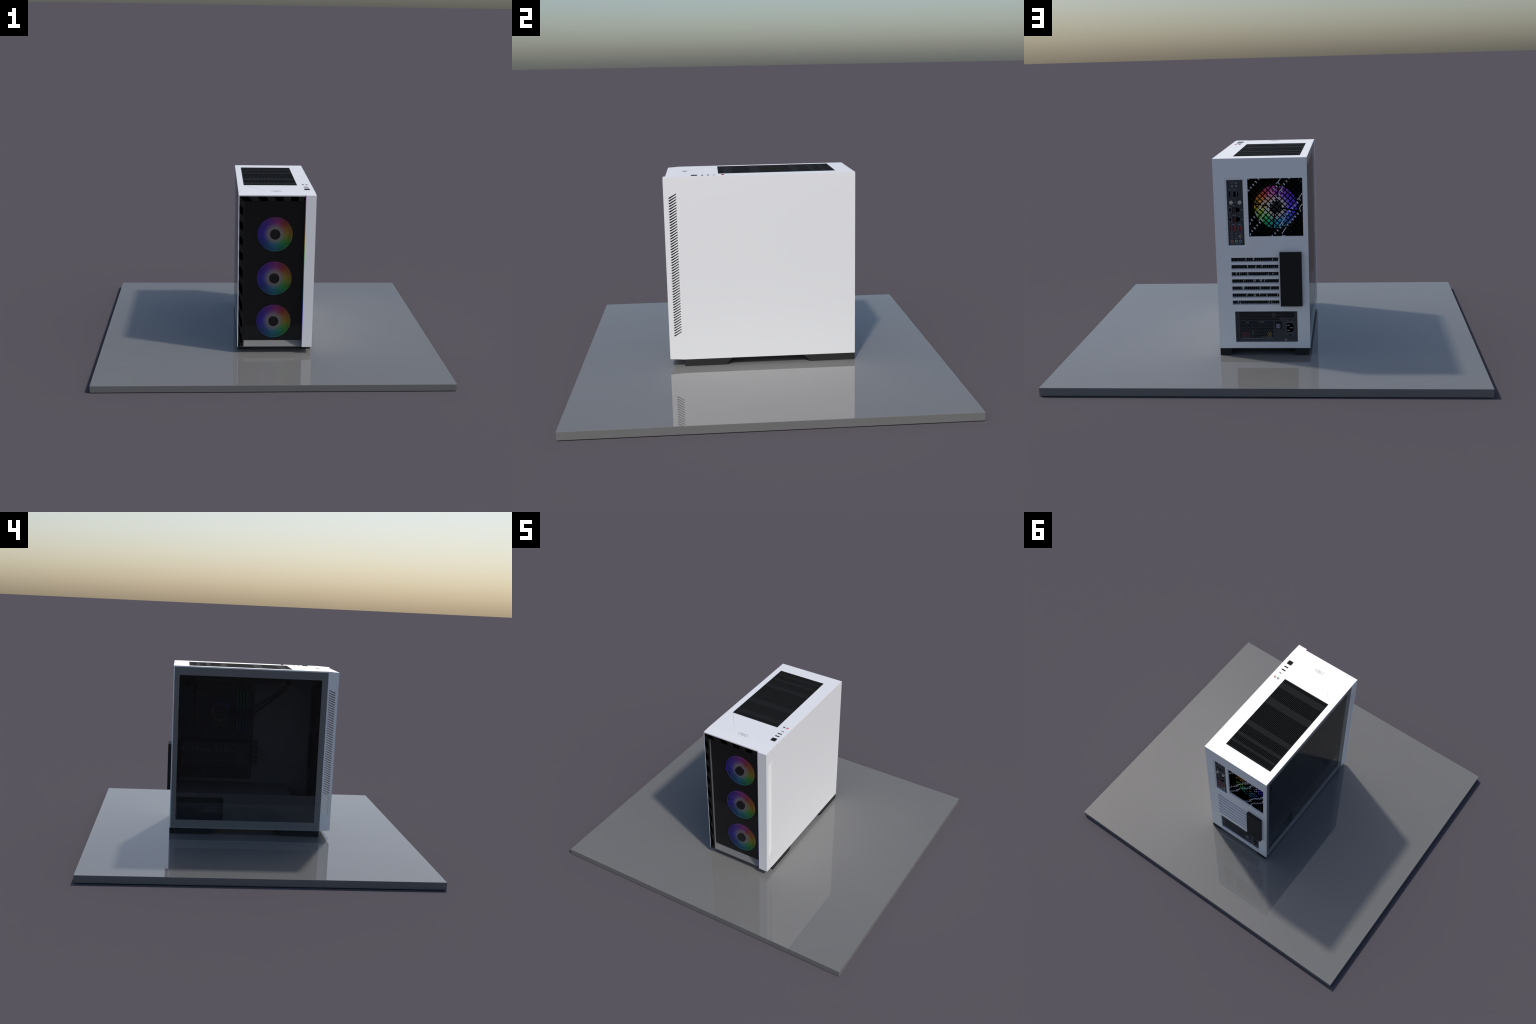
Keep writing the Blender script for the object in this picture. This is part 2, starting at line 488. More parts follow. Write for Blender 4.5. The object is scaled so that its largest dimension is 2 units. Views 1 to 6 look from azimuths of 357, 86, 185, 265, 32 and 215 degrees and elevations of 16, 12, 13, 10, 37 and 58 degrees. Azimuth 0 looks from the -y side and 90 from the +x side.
# thin raised grey sliver along the fold, and emblem on the top front
prism("fold_line", [(-0.157, -0.194), (-0.128, -0.2320), (-0.040, -0.345), (-0.1295, -0.2330)], "z", ZT, ZT + 0.0004, mat("fold_shade", (0.45, 0.45, 0.47), rough=0.6), top)
bm = bmesh.new()
LX, LY = 0.0245, -0.361
E0, E1 = ZT, ZT + 0.0005
for a0, a1 in ((2.2, 4.0), (-0.95, 0.85)):
    pts = [(LX + 0.028 * math.cos(a0 + (a1 - a0) * i / 10), LY + 0.0165 * math.sin(a0 + (a1 - a0) * i / 10)) for i in range(11)]
    for p, q in zip(pts, pts[1:]):
        add_bar(bm, "z", p, q, 0.0019, E0, E1)
for r, (w, n) in enumerate(((0.030, 6), (0.034, 7), (0.028, 5))):
    y = LY + 0.0085 - r * 0.008
    for k in range(n):
        x = LX - w / 2 + w * (k + 0.5) / n
        add_bar(bm, "z", (x - 0.0014, y - 0.0026), (x + 0.0012, y + 0.0026), 0.0011, E0, E1)
        add_bar(bm, "z", (x - 0.001, y + 0.0023 * (-1) ** k), (x + w / n * 0.6, y + 0.0023 * (-1) ** k), 0.001, E0, E1)
obj_from_bm("emblem", bm, LOGO, top)

# buttons and sockets on the top
bm = bmesh.new()
add_box(bm, 0.1905, 0.2215, -0.3265, -0.296, ZT - 0.001, ZT + 0.0016, bevel=0.0006)
obj_from_bm("power_button", bm, VENT, tower)
for y in (-0.2715, -0.2435):
    s = holed("usb_socket", "z", (0.1925, 0.2205, y - 0.0042, y + 0.0042), [(0.1945, 0.2185, y - 0.002, y + 0.002)], ZT - 0.0005, ZT + 0.0007, BLACK, tower)
    box("usb_tongue", 0.1946, 0.2184, y - 0.0019, y + 0.0019, ZT, ZT + 0.0003, VOID, s)
prism("status_light", [(0.1935, -0.2125), (0.208, -0.2165), (0.2195, -0.2195), (0.216, -0.2125), (0.209, -0.2108)], "z", ZT, ZT + 0.0006, BLUE, tower)
for x, m1 in ((0.1938, BLACK), (0.2164, REDB)):
    j = ring("audio_jack", "z", x, -0.172, 0.0035, 0.0062, ZT - 0.0005, ZT + 0.0012, BLACK, tower, n=24)
    bm = bmesh.new()
    add_ring(bm, "z", x, -0.172, 0.0037, 0.0075, ZT, ZT + 0.0016, 18, -1.3, 1.3)
    obj_from_bm("jack_collar", bm, m1, j)

# ------------------------------------------------------------------ rear panel
FO = (-0.1715, 0.085, 0.626, 0.9015)     # fan opening
IO = (0.1025, 0.1912, 0.5785, 0.9038)
PO = (-0.1343, 0.166, 0.1045, 0.2592)
SX0, SX1 = -0.050, 0.1755
slots = [(SX0, SX1, 0.5030 - 0.0351 * i, 0.5245 - 0.0351 * i) for i in range(7)]
rear = holed("port_panel", "y", (XL + 0.0041, XR - 0.0061, ZB + 0.0002, ZT - 0.0066), [FO, IO, PO, *slots], YB - 0.010, YB, WHITE, tower)
# deep white sleeves round the expansion slots
bm = bmesh.new()
add_holed(bm, "y", (SX0 - 0.003, SX1 + 0.003, slots[-1][2] - 0.004, slots[0][3] + 0.004), [(a, b, c + 0.0004, d - 0.0004) for a, b, c, d in slots], YB - 0.024, YB - 0.0102)
obj_from_bm("slot_bracket", bm, WHITE, rear)
for h in slots:
    bmesh_ = bmesh.new()
    n = 24
    for k in range(n):
        x = SX0 + (SX1 - SX0) * (k + 0.5) / n
        a = rnd.uniform(-0.002, 0.002)
        add_prism(bmesh_, [(x - 0.0032, h[2]), (x + 0.0016, h[2]), (x + 0.0016 + a - 0.002, h[3]), (x - 0.0032 + a - 0.002, h[3])], "y", YB - 0.034 - 0.003 * (k % 3), YB - 0.025)
    o = obj_from_bm("slot_cover", bmesh_, COVER, rear)
    o["kind"] = "stuff"
    bmw = bmesh.new()
    for k in range(rnd.choice((4, 5, 6))):
        x = rnd.uniform(SX0 + 0.01, SX1 - 0.01)
        z0 = h[2] + rnd.uniform(0.001, 0.006)
        add_bar(bmw, "y", (x, z0), (x + rnd.uniform(-0.005, 0.003), z0 + rnd.uniform(0.006, 0.013)), 0.003, YB - 0.0248, YB - 0.0225)
    o = obj_from_bm("slot_contact", bmw, WIRE, rear)
    o["kind"] = "stuff"
box("slot_dark_plate", SX0 - 0.003, SX1 + 0.003, YB - 0.045, YB - 0.042, slots[-1][2] - 0.004, slots[0][3] + 0.004, VOID, rear)
# bracket cover plate
bm = bmesh.new()
add_box(bm, -0.161, -0.0578, YB, 0.4915, 0.2885, 0.5515, bevel=0.0012)
obj_from_bm("bracket_cover", bm, BLACK, rear)

# --- rear fan guard: diagonal mesh of flat bars
G0, G1 = YB - 0.0145, YB - 0.0105
P = 0.01855
bm = bmesh.new()
def clip_diag(c, sgn):
    """segment of the line z - sgn*x = c inside the opening"""
    pts = []
    for x in (FO[0] - 0.003, FO[1] + 0.003):
        z = sgn * x + c
        if FO[2] - 0.003 <= z <= FO[3] + 0.003:
            pts.append((x, z))
    for z in (FO[2] - 0.003, FO[3] + 0.003):
        x = (z - c) / sgn
        if FO[0] - 0.003 < x < FO[1] + 0.003:
            pts.append((x, z))
    return pts[:2] if len(pts) >= 2 and (Vector(pts[0]) - Vector(pts[1])).length > 0.006 else None
D = P * math.sqrt(2)
for sgn, off, y0, y1 in ((1, 0.7788 + 0.1143 + D / 2, G0, G1 - 0.0006), (-1, 0.7788 - 0.1143 + D / 2, G0 + 0.0006, G1)):
    for k in range(-20, 21):
        s = clip_diag(off + k * D, sgn)
        if s:
            add_bar(bm, "y", s[0], s[1], 0.0046, y0, y1)
guard = obj_from_bm("fan_guard", bm, VOID, rear)
guard["kind"] = "stuff"
# short white marks on the guard bars, in runs along the rising diagonals (picture fractions of the opening)
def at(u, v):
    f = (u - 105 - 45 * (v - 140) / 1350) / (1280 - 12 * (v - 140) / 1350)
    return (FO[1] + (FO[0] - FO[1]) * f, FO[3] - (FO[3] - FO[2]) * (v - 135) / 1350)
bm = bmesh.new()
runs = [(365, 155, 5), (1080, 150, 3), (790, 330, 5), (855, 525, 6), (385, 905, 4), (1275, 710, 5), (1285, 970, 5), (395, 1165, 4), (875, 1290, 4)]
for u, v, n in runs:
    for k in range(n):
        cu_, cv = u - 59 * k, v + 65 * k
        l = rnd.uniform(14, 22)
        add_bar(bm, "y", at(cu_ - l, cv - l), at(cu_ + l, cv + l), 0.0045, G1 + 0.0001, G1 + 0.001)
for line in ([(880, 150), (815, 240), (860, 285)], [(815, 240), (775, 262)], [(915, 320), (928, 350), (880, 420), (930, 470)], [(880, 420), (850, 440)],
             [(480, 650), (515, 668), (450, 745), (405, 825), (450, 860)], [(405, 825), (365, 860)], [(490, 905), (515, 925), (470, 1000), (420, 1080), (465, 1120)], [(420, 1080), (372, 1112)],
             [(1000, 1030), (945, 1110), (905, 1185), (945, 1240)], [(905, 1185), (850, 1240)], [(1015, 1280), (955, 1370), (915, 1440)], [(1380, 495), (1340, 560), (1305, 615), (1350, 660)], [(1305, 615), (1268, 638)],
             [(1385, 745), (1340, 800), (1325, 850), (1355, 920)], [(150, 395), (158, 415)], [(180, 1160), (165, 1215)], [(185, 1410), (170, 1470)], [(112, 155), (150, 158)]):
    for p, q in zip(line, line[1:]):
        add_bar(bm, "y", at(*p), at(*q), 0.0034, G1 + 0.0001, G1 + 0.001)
ends = obj_from_bm("guard_white_mark", bm, WIRE, guard)
ends["kind"] = "stuff"
box("guard_screw", -0.0860, -0.0700, G1, YB - 0.004, 0.6262, 0.6290, WIRE, guard)

# --- fans
def fan(cx, y, cz, toward, n_blades=9, R=0.1005, hub=0.030, frame_half=0.129, spokes=False):
    """toward = -1: shows its blades to the front, +1: to the rear"""
    bm = bmesh.new()
    t = toward
    # square frame with a round opening, rounded corners
    n = 64
    inner, outer = [], []
    for i in range(n):
        a = math.tau * i / n
        c, s = math.cos(a), math.sin(a)
        k = frame_half / max(abs(c), abs(s))
        k = min(k, frame_half * 1.30)
        inner.append((cx + 0.112 * c, cz + 0.112 * s)); outer.append((cx + k * c, cz + k * s))
    ys = (y + t * (0.004 if t > 0 else 0.0), y - t * 0.05)
    vi = [[bm.verts.new((p[0], yy, p[1])) for p in inner] for yy in ys]
    vo = [[bm.verts.new((p[0], yy, p[1])) for p in outer] for yy in ys]
    for i in range(n):
        j = (i + 1) % n
        bm.faces.new((vi[0][i], vi[0][j], vo[0][j], vo[0][i]))
        bm.faces.new((vi[1][i], vo[1][i], vo[1][j], vi[1][j]))
        bm.faces.new((vo[0][i], vo[0][j], vo[1][j], vo[1][i]))
        bm.faces.new((vi[0][i], vi[1][i], vi[1][j], vi[0][j]))
    frame = obj_from_bm("case_fan", bm, FAN_FRAME, tower)
    # rotor blades: pitched sectors that overlap into a disc
    def local(name, b, m, smooth=False):
        for v in b.verts:
            v.co -= Vector((cx, y, cz))
        o = obj_from_bm(name, b, m, None, smooth)
        o.location = (cx, y, cz)
        o.parent = frame
        return o
    bm = bmesh.new()
    step = math.tau / n_blades
    for k in range(n_blades):
        rows = []
        for i in range(7):
            r = hub * 0.9 + (R - 0.003 - hub * 0.9) * i / 6
            row = []
            for jn in range(7):
                f = jn / 6
                a = k * step + step * 1.05 * f + 0.35 * (i / 6) ** 1.3
                yy = y - t * (0.002 + 0.010 * f)
                row.append(bm.verts.new((cx + r * math.cos(a), yy, cz + r * math.sin(a))))
            rows.append(row)
        for i in range(6):
            for jn in range(6):
                bm.faces.new((rows[i][jn], rows[i][jn + 1], rows[i + 1][jn + 1], rows[i + 1][jn]))
    bmesh.ops.solidify(bm, geom=list(bm.faces), thickness=0.0015)
    local("fan_blades", bm, FAN_LIGHT if t < 0 else REAR_FAN_LIGHT)
    bm = bmesh.new()
    add_prism(bm, circle(cx, cz, R - 0.003, 64), "y", y - t * 0.0150, y - t * 0.0142)
    local("glow_disc", bm, FAN_LIGHT if t < 0 else REAR_FAN_LIGHT)
    bm = bmesh.new()
    add_prism(bm, circle(cx, cz, hub, 24), "y", y - t * 0.015, y + t * 0.006)
    add_prism(bm, circle(cx, cz, hub * 0.72, 24), "y", y + t * 0.0061, y + t * 0.009)
    local("fan_hub", bm, PART if t < 0 else HUB_GREY)
    bm = bmesh.new()
    add_ring(bm, "y", cx, cz, R - 0.0025, R, y - t * 0.004, y + t * 0.002, 64)
    local("light_ring", bm, RING_LIGHT)
    bm = bmesh.new()
    add_ring(bm, "y", cx, cz, R + 0.0005, 0.1121, y - t * 0.02, y - t * 0.012, 64)
    local("fan_shroud", bm, PART)
    bm = bmesh.new()
    add_prism(bm, circle(cx, cz, 0.112, 48), "y", y - t * 0.0485, y - t * 0.046)
    local("fan_dark_disc", bm, VOID)
    if spokes:
        bm = bmesh.new()
        for a in spokes:
            c, s = math.cos(a), math.sin(a)
            add_bar(bm, "y", (cx + hub * 0.7 * c, cz + hub * 0.7 * s), (cx + 0.114 * c, cz + 0.114 * s), 0.006, y + t * 0.003, y + t * 0.010)
        local("fan_spoke", bm, VOID)
    return frame

for z in FANZ:
    fan(FANX, -0.4005, z, -1)
rear_fan = fan(-0.0405, 0.430, 0.7595, 1, spokes=[math.radians(a) for a in (100, 10, -82, -170)])

# --- input/output shield
shield = holed("io_shield", "y", (IO[0], IO[1], IO[2], IO[3]), [(0.1072, 0.1840, 0.5838, 0.8957)], YB - 0.016, YB - 0.004, WHITE, rear)
IY = YB - 0.0085
face = box("io_cover", 0.1073, 0.1839, IY - 0.006, IY, 0.5839, 0.8956, IO_FACE, shield)
def port(name, x, z, w, h, rim=SILVER, core=VOID, core_mat_frac=0.55):
    o = holed(name, "y", (x - w / 2, x + w / 2, z - h / 2, z + h / 2), [(x - w / 2 + 0.0016, x + w / 2 - 0.0016, z - h / 2 + 0.0016, z + h / 2 - 0.0016)], IY, IY + 0.0018, rim, face)
    box(name + "_core", x - w / 2 + 0.0017, x + w / 2 - 0.0017, IY, IY + 0.0006, z - h / 2 + 0.0017, z + h / 2 - 0.0017, core, o)
    return o
GREYRIM = mat("port_rim_grey", (0.16, 0.165, 0.19), rough=0.4, metal=0.4)
holed("button_outline", "y", (0.1475, 0.1685, 0.8535, 0.887), [(0.1487, 0.1673, 0.8547, 0.8858)], IY, IY + 0.0006, GREYRIM, face)
port("bios_button", 0.158, 0.867, 0.0150, 0.0165, rim=BLACK, core=GREYRIM)
port("bios_button", 0.138, 0.8665, 0.0150, 0.0175, rim=BLACK, core=GREYRIM)
for x in (0.158, 0.138):
    ring("button_mark", "y", x, 0.8665, 0.0026, 0.0042, IY + 0.0006, IY + 0.0012, PALE, face, n=16)
port("video_port", 0.171, 0.8296, 0.0105, 0.030, rim=GREYRIM)
port("usb_port", 0.1474, 0.8283, 0.0150, 0.030, rim=GREYRIM)
port("usb_port", 0.1328, 0.8288, 0.0110, 0.028, rim=GREYRIM)
for x in (0.1643, 0.1236):
    a = disc("antenna_socket", "y", x, 0.7895, 0.0088, IY, IY + 0.010, BRASS, face, n=20)
    disc("antenna_pin", "y", x, 0.7895, 0.0048, IY + 0.010, IY + 0.014, SILVER, a, n=12)
for z in (0.7540, 0.7083):
    port("wide_port", 0.1715, z, 0.0140, 0.025, rim=GREYRIM, core=GREYRIM)
    box("port_core_gap", 0.1677, 0.1753, IY + 0.0007, IY + 0.0012, z - 0.008, z + 0.008, VOID, face)
    p = port("usb_port", 0.1550, z, 0.0105, 0.026, rim=BLACK)
    box("port_tongue", 0.1524, 0.1562, IY + 0.0007, IY + 0.0016, z - 0.0105, z + 0.0105, RED, p)
    # network socket: black cavity with a stepped notch and bright clips
    n = prism("network_port", [(0.1445, z - 0.0115), (0.1445, z + 0.0115), (0.1310, z + 0.0115), (0.1310, z + 0.006), (0.1262, z + 0.006), (0.1262, z - 0.006), (0.1310, z - 0.006), (0.1310, z - 0.0115)], "y", IY, IY + 0.0007, VOID, face)
    bm = bmesh.new()
    for sg in (-1, 1):
        add_box(bm, 0.1255, 0.1325, IY, IY + 0.0014, z + sg * 0.0118, z + sg * 0.0160)
        add_box(bm, 0.1255, 0.1275, IY, IY + 0.0014, z + sg * 0.0070, z + sg * 0.0120)
        add_box(bm, 0.1325, 0.1440, IY, IY + 0.0012, z + sg * 0.0118, z + sg * 0.0128)
    obj_from_bm("port_clip", bm, GREYPART, n)
for x in (0.1698, 0.1550, 0.1400, 0.1254):
    p = port("usb_port", x, 0.6648, 0.0110, 0.027, rim=GREYRIM)
    box("port_tongue", x - 0.0042, x + 0.001, IY + 0.0007, IY + 0.0016, 0.6535, 0.6760, RED, p)
box("optical_port", 0.1605, 0.1715, IY, IY + 0.002, 0.6205, 0.6345, GREYPART, face, bevel=0.0006)
for x, z, m in ((0.1471, 0.6272, GREYRIM), (0.1278, 0.6272, ORANGE), (0.1663, 0.6037, PINK), (0.1470, 0.6036, LIME), (0.1275, 0.6034, SKYB)):
    j = ring("audio_port", "y", x, z, 0.0032, 0.0068, IY, IY + 0.0018, m, face, n=20)
    disc("audio_hole", "y", x, z, 0.0033, IY, IY + 0.0006, VOID, j, n=16)
REARTXT = lambda x, z: facing((-1, 0, 0), (0, 0, 1), (x, IY + 0.0004, z))
for body, x, z, s in (("BIOS", 0.1640, 0.8815, 0.005), ("CLEAR", 0.1450, 0.8835, 0.0045), ("CMOS", 0.1450, 0.8785, 0.0045), ("HDMI", 0.1765, 0.8490, 0.005), ("USB", 0.1530, 0.8495, 0.005), ("2.0", 0.1380, 0.8495, 0.005),
                      ("Wi-Fi 6E", 0.1545, 0.7895, 0.0055), ("4", 0.1735, 0.7725, 0.006), ("USB10", 0.1620, 0.7725, 0.0055), ("4", 0.1735, 0.7270, 0.006), ("USB10", 0.1620, 0.7270, 0.0055), ("10G", 0.1225, 0.7540, 0.006), ("2.5G", 0.1225, 0.7083, 0.006),
                      ("USB10", 0.1665, 0.6840, 0.006), ("USB10", 0.1370, 0.6840, 0.006), ("SPDIF", 0.1740, 0.6410, 0.005), ("REAR", 0.1515, 0.6410, 0.005), ("C/SUB", 0.1330, 0.6410, 0.005), ("MIC", 0.1700, 0.6155, 0.004), ("LINE OUT", 0.1550, 0.6155, 0.004), ("LINE", 0.1320, 0.6155, 0.004),
                      ("REPUBLIC OF GAMERS", 0.1765, 0.5900, 0.0052)):
    text("port_label", body, s, REARTXT(x, z), PALE, face)

# --- power supply
psu = box("power_supply", -0.1335, 0.165, 0.168, YB - 0.0165, 0.100, 0.2585, PSU_FACE, tower)
PY = YB - 0.0090      # rear face of its honeycomb plate
# honeycomb plate: each cell is a hexagon with a hexagonal hole
HP = 0.0085
def hex_ok(x, z):
    if x > 0.1475 or z > 0.2565 or z < 0.117:
        return False
    if z > 0.2285:
        return x > -0.120
    if z > 0.214:
        return x > -0.052
    return x > -0.019
bm = bmesh.new()
cells = set()
row_h = HP * math.sqrt(3) / 2
r_out = HP / math.sqrt(3)
vcache = {}
def hv(x, z, y):
    k = (round(x, 5), round(z, 5), round(y, 5))
    if k not in vcache:
        vcache[k] = bm.verts.new((x, y, z))
    return vcache[k]
for r in range(26):
    for c in range(40):
        x, z = 0.1515 - HP * (c + 0.5 * (r % 2)), 0.2525 - row_h * r
        if not hex_ok(x, z):
            continue
        o = [(x + r_out * math.cos(math.radians(30 + 60 * i)), z + r_out * math.sin(math.radians(30 + 60 * i))) for i in range(6)]
        q = [(x + r_out * 0.66 * math.cos(math.radians(30 + 60 * i)), z + r_out * 0.66 * math.sin(math.radians(30 + 60 * i))) for i in range(6)]
        for i in range(6):
            j = (i + 1) % 6
            bm.faces.new((hv(*o[i], PY - 0.0004), hv(*o[j], PY - 0.0004), hv(*q[j], PY - 0.0004), hv(*q[i], PY - 0.0004)))
            bm.faces.new((hv(*q[i], PY - 0.0004), hv(*q[j], PY - 0.0004), hv(*q[j], PY - 0.0024), hv(*q[i], PY - 0.0024)))
comb = obj_from_bm("honeycomb_grille", bm, PSU_FACE, psu)
comb["kind"] = "stuff"
# solid plate round the honeycomb
bm = bmesh.new()
add_prism(bm, [(0.166, 0.1045), (0.166, 0.2592), (0.1455, 0.2592), (0.1455, 0.1045)], "y", PY - 0.0018, PY)
add_prism(bm, [(0.1455, 0.2592), (-0.1310, 0.2592), (-0.1343, 0.2525), (-0.1343, 0.2540), (0.1455, 0.2560)], "y", PY - 0.0018, PY)
add_prism(bm, [(-0.1180, 0.2550), (-0.1343, 0.2525), (-0.1343, 0.2262), (-0.1180, 0.2262)], "y", PY - 0.0018, PY)
add_prism(bm, [(-0.0500, 0.2262), (-0.1343, 0.2262), (-0.1343, 0.212), (-0.0500, 0.212)], "y", PY - 0.0018, PY)
add_prism(bm, [(-0.0175, 0.212), (-0.1343, 0.212), (-0.1343, 0.1115), (-0.1310, 0.1045), (-0.0175, 0.1045)], "y", PY - 0.0018, PY)
add_prism(bm, [(0.1455, 0.1180), (-0.0175, 0.1180), (-0.0175, 0.1045), (0.1455, 0.1045)], "y", PY - 0.0018, PY)
backplate = obj_from_bm("supply_plate", bm, PSU_FACE, psu)
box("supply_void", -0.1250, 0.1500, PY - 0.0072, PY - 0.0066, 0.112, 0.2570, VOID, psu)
# glimpses of the parts inside
for name, x0, x1, z0, z1, m in (("transformer_tape", -0.0075, 0.0125, 0.121, 0.152, YELLOW), ("heat_sink", 0.100, 0.137, 0.122, 0.151, RED), ("terminal_row", -0.020, 0.142, 0.1175, 0.1205, SILVER), ("wire_bundle", 0.012, 0.045, 0.119, 0.1265, SILVER),
                                ("small_coil", 0.108, 0.116, 0.136, 0.144, SILVER), ("capacitor", 0.078, 0.088, 0.139, 0.158, GREYPART), ("circuit_edge", -0.015, 0.144, 0.2080, 0.2125, BLUE), ("capacitor", 0.046, 0.058, 0.195, 0.206, GREYPART), ("coil_green", 0.028, 0.056, 0.200, 0.2065, LIME),
                                ("capacitor", -0.030, -0.010, 0.228, 0.246, GREYPART), ("small_coil", 0.104, 0.116, 0.199, 0.203, SILVER)):
    box(name, x0, x1, PY - 0.0064, PY - 0.0034, z0, z1, m, psu)
# switch
sw = holed("power_switch", "y", (-0.0577, -0.0242, 0.1683, 0.2077), [(-0.0515, -0.0280, 0.1722, 0.2000)], PY, PY + 0.0014, BLACK, psu)
box("switch_well", -0.0514, -0.0281, PY, PY + 0.0003, 0.1723, 0.1999, VOID, sw)
prism("switch_rocker", [(PY + 0.0003, 0.1730), (PY + 0.0045, 0.1730), (PY + 0.0008, 0.1955), (PY + 0.0003, 0.1955)], "x", -0.0505, -0.0290, GREYRIM, sw)
disc("switch_mark", "y", -0.0398, 0.1775, 0.0030, PY + 0.004, PY + 0.0048, PALE, sw, n=14)
box("switch_mark", -0.0404, -0.0392, PY + 0.002, PY + 0.0026, 0.185, 0.1905, PALE, sw)
# mains socket
sock_mat = mat("socket_plastic", (0.07, 0.073, 0.085), rough=0.45)
bm = bmesh.new()
add_prism(bm, [(-0.0755, 0.2020), (-0.0900, 0.2190), (-0.0976, 0.2242), (-0.1055, 0.2190), (-0.1200, 0.2015), (-0.1205, 0.1470), (-0.1060, 0.1310), (-0.0976, 0.1280), (-0.0890, 0.1310), (-0.0755, 0.1490)], "y", PY, PY + 0.0025)
sock = obj_from_bm("mains_socket", bm, sock_mat, psu)
prism("socket_well", [(-0.0816, 0.1985), (-0.1060, 0.1985), (-0.1140, 0.1900), (-0.1140, 0.1610), (-0.1060, 0.1530), (-0.0816, 0.1530)], "y", PY + 0.0026, PY + 0.003, VOID, sock)
for x0, x1, z in ((-0.083, -0.096, 0.1880), (-0.096, -0.110, 0.1755), (-0.083, -0.096, 0.1625)):
    box("socket_pin", x0, x1, PY + 0.0031, PY + 0.005, z - 0.0014, z + 0.0014, SILVER, sock)
for z in (0.2145, 0.1375):
    disc("socket_screw", "y", -0.0976, z, 0.0055, PY + 0.0026, PY + 0.0038, BLACK, sock, n=16)
for x, z in ((-0.0760, 0.1140), (0.158, 0.134), (0.157, 0.2545), (-0.126, 0.2565)):
    disc("case_screw", "y", x, z, 0.0036, PY, PY + 0.0014, BLACK if x != -0.0760 else SILVER, psu, n=12)
# side label of the supply
PX = -0.1338
bm = bmesh.new()
add_prism(bm, [(0.168, 0.190), (0.270, 0.190), (0.300, 0.156), (0.168, 0.156)], "x", PX - 0.0003, PX)
label = obj_from_bm("supply_label", bm, mat("label_grey", (0.16, 0.165, 0.175), rough=0.5), psu)
text("model_number", "CX750", 0.031, facing((0, -1, 0), (0, 0, 1), (PX - 0.0006, 0.270, 0.173)), PART, psu)
bm = bmesh.new()
for k in range(3):
    y = 0.300 + k * 0.0135
    add_bar(bm, "x", (y - 0.020, 0.190), (y + 0.012, 0.156), 0.0045, PX - 0.0004, PX)
obj_from_bm("label_slashes", bm, GREYPART, psu)

# ------------------------------------------------------------------ inside, seen through the side glass
tray = box("motherboard_tray", 0.178, 0.182, -0.380, YB - 0.012, ZB + 0.007, 0.985, INNER, tower)
shroud = holed("supply_shroud", "x", (-0.380, 0.455, ZB + 0.007, 0.278), [(0.1690, 0.4330, 0.117, 0.2535)], -0.1810, -0.1780, INNER, tower)
box("shroud_deck", -0.1778, 0.1779, -0.220, 0.455, 0.274, 0.278, INNER, shroud)
prism("shroud_cutout_edge", [(-0.220, 0.278), (-0.220, 0.274), (-0.262, 0.230), (-0.265, 0.233)], "x", -0.1778, 0.1779, INNER, shroud)
mobo = box("motherboard", 0.168, 0.1778, -0.012, 0.424, 0.300, 0.893, BOARD, tower)
for y0, y1, z0, z1, d in ((0.35, 0.42, 0.60, 0.87, 0.05), (0.15, 0.34, 0.845, 0.885, 0.035), (0.30, 0.345, 0.62, 0.84, 0.035), (0.02, 0.12, 0.31, 0.42, 0.012)):
    bm = bmesh.new()
    add_box(bm, 0.168 - d, 0.168, y0, y1, z0, z1, bevel=0.004)
    h = obj_from_bm("heat_sink", bm, PART, mobo)
    bm = bmesh.new()
    for k in range(5):
        yy = y0 + (y1 - y0) * (k + 0.5) / 5
        add_bar(bm, "x", (yy + 0.006, z0 + 0.01), (yy - 0.006, z1 - 0.01), 0.003, 0.168 - d - 0.001, 0.168 - d)
    obj_from_bm("heat_sink_groove", bm, COVER, h)
for k in range(4):
    y = 0.0925 - k * 0.0180
    stick = box("memory_module", 0.098, 0.168, y - 0.004, y + 0.004, 0.594, 0.846, PART, mobo)
    for z0, z1 in ((0.735, 0.845), (0.698, 0.722), (0.595, 0.688)):
        box("memory_light", 0.0955, 0.0979, y - 0.0038, y + 0.0038, z0, z1, RAM_LIGHT, stick)
for y, z, w, h in ((-0.002, 0.885, 0.01, 0.01), (-0.002, 0.868, 0.016, 0.004), (-0.002, 0.858, 0.016, 0.004), (-0.003, 0.843, 0.018, 0.018), (0.022, 0.826, 0.010, 0.010), (0.022, 0.808, 0.010, 0.008), (0.012, 0.796, 0.008, 0.007),
                   (0.23, 0.632, 0.014, 0.009), (0.178, 0.630, 0.012, 0.009), (0.155, 0.628, 0.024, 0.006), (0.142, 0.618, 0.008, 0.007), (-0.003, 0.578, 0.008, 0.008), (0.19, 0.572, 0.022, 0.005), (0.12, 0.335, 0.008, 0.008), (0.008, 0.330, 0.010, 0.010),
                   (0.28, 0.316, 0.018, 0.006), (0.32, 0.316, 0.006, 0.006), (0.055, 0.314, 0.018, 0.006), (0.405, 0.868, 0.010, 0.010)):
    box("board_component", 0.164, 0.168, y - w / 2, y + w / 2, z - h / 2, z + h / 2, GREYPART, mobo)
# liquid cooler head with its ring of light and two hoses
pump = disc("cooler_pump", "x", 0.193, 0.716, 0.060, 0.095, 0.166, PART, mobo, n=40)
bm = bmesh.new()
add_ring(bm, "x", 0.0, 0.0, 0.050, 0.0555, -0.002, 0.0, 48)
o = obj_from_bm("pump_light", bm, None, None)
o.data.materials.clear()
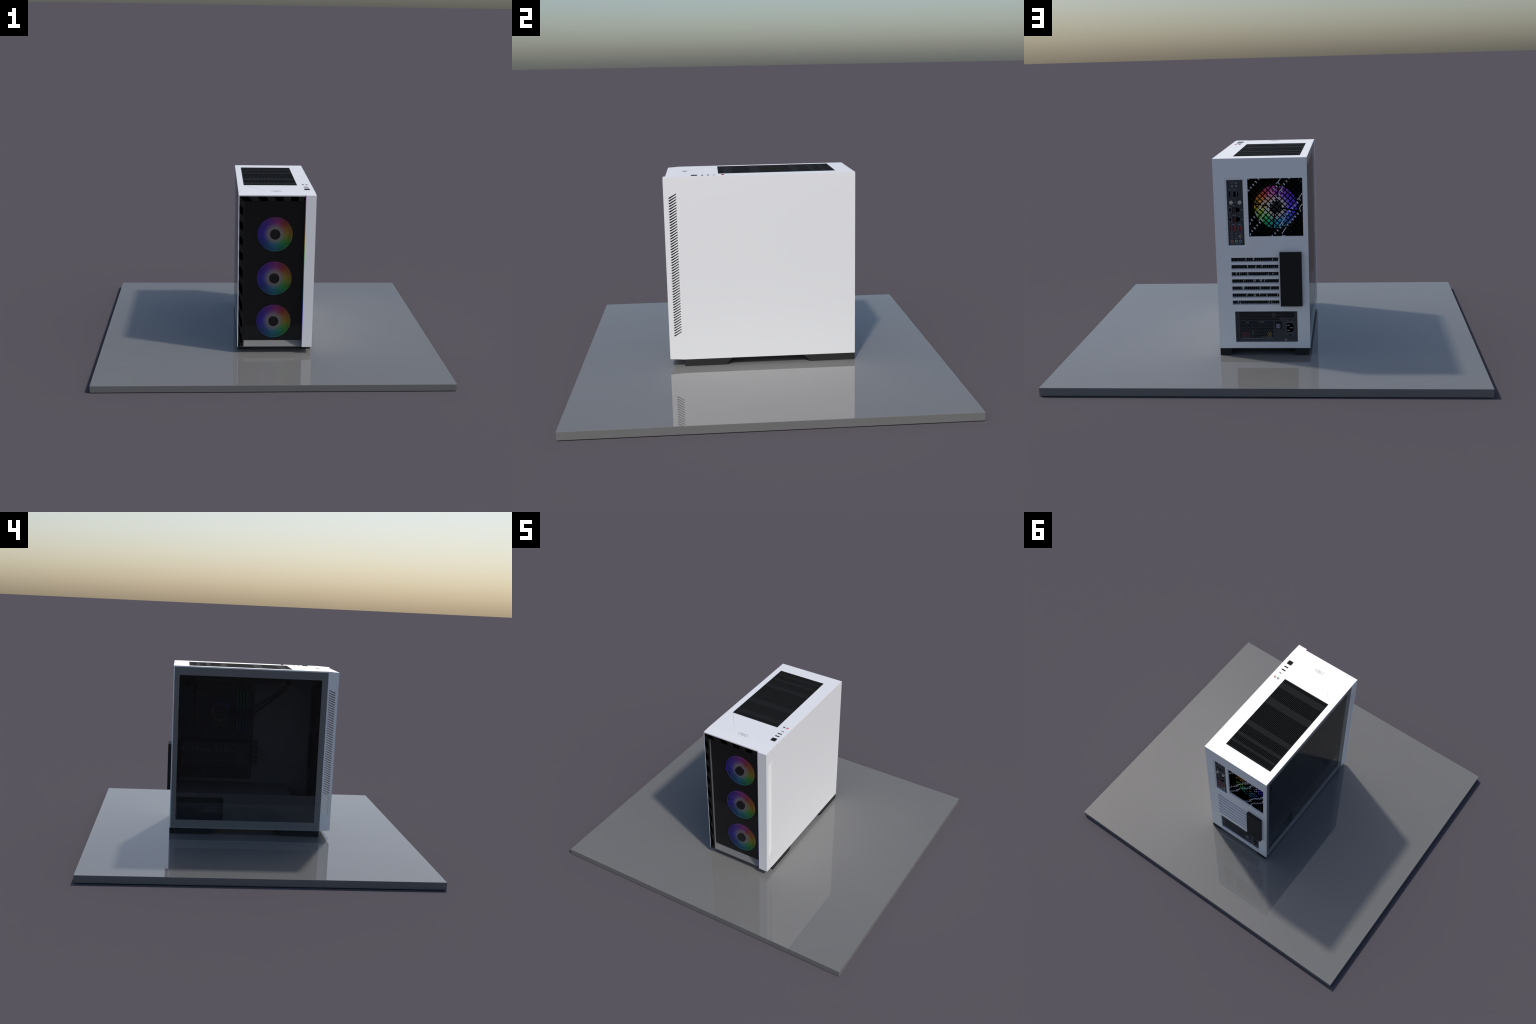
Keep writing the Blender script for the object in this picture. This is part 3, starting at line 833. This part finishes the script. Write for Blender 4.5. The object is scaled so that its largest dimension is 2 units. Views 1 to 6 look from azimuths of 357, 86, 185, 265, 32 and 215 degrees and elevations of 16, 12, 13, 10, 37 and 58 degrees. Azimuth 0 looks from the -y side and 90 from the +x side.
# the light's hue runs round the pump axis: own copy of the ring light on the (y, z) plane
pm = PUMP_LIGHT
for nd in pm.node_tree.nodes:
    if nd.type == "MATH" and nd.operation == "ARCTAN2":
        sep = nd.inputs[1].links[0].from_node
        pm.node_tree.links.new(sep.outputs["Y"], nd.inputs[1])
o.data.materials.append(pm)
o.location = (0.0949, 0.193, 0.716)
o.rotation_euler = (math.radians(-54), 0, 0)
o.parent = pump
tube("coolant_hose", [(0.07, 0.150, 0.715), (0.02, 0.09, 0.715), (-0.02, 0.03, 0.745), (-0.05, -0.05, 0.80), (-0.05, -0.185, 0.895), (-0.04, -0.205, 0.915), (-0.02, -0.17, 0.925), (0.0, 0.02, 0.925)], 0.0085, PART, tower)
tube("coolant_hose", [(0.07, 0.150, 0.70), (0.03, 0.09, 0.69), (0.0, 0.03, 0.71), (-0.03, -0.06, 0.775), (-0.03, -0.16, 0.86), (-0.02, -0.19, 0.90), (0.0, -0.16, 0.93), (0.03, 0.02, 0.93)], 0.0085, PART, tower)
rad = box("radiator", -0.100, 0.150, -0.185, 0.43, 0.930, 0.968, PART, tower, bevel=0.003)
for k in range(2):
    y = -0.045 + 0.27 * k
    box("radiator_fan", -0.095, 0.145, y - 0.125, y + 0.125, 0.905, 0.9298, PART, rad, bevel=0.003)
# graphics card
gpu = box("graphics_card", 0.004, 0.160, 0.018, 0.420, 0.400, 0.545, PART, tower, bevel=0.003)
prism("card_plate", [(0.03, 0.470), (0.12, 0.470), (0.065, 0.408), (0.03, 0.408)], "x", 0.0025, 0.0041, COVER, gpu)
bm = bmesh.new()
for y, w, z, h in ((0.424, 0.010, 0.502, 0.022), (0.405, 0.010, 0.504, 0.024), (0.352, 0.010, 0.504, 0.026), (0.337, 0.016, 0.513, 0.006), (0.322, 0.011, 0.502, 0.026), (0.302, 0.011, 0.496, 0.012), (0.282, 0.011, 0.496, 0.010), (0.258, 0.020, 0.496, 0.012), (0.214, 0.022, 0.514, 0.006),
                   (0.210, 0.010, 0.502, 0.026), (0.190, 0.010, 0.502, 0.026), (0.160, 0.011, 0.502, 0.026), (0.138, 0.011, 0.502, 0.026), (0.150, 0.018, 0.514, 0.006), (0.118, 0.016, 0.494, 0.008), (0.066, 0.006, 0.497, 0.006), (0.042, 0.009, 0.497, 0.008)):
    add_box(bm, 0.0022, 0.0041, y - w / 2, y + w / 2, z - h / 2, z + h / 2)
lettering = obj_from_bm("card_lettering", bm, GREYPART, gpu)
for z in (0.452, 0.436, 0.560 - 0.02):
    box("card_groove", 0.0030, 0.0041, 0.17, 0.40, z, z + 0.003, COVER, gpu)
for k in range(5):
    z = 0.545 - k * 0.03
    tube("power_cable", [(0.06, 0.02, z), (0.05, -0.02, z + 0.012), (0.06, -0.035, z - 0.004), (0.10, -0.03, z - 0.02), (0.17, -0.025, z - 0.02)], 0.0035, PART, gpu)
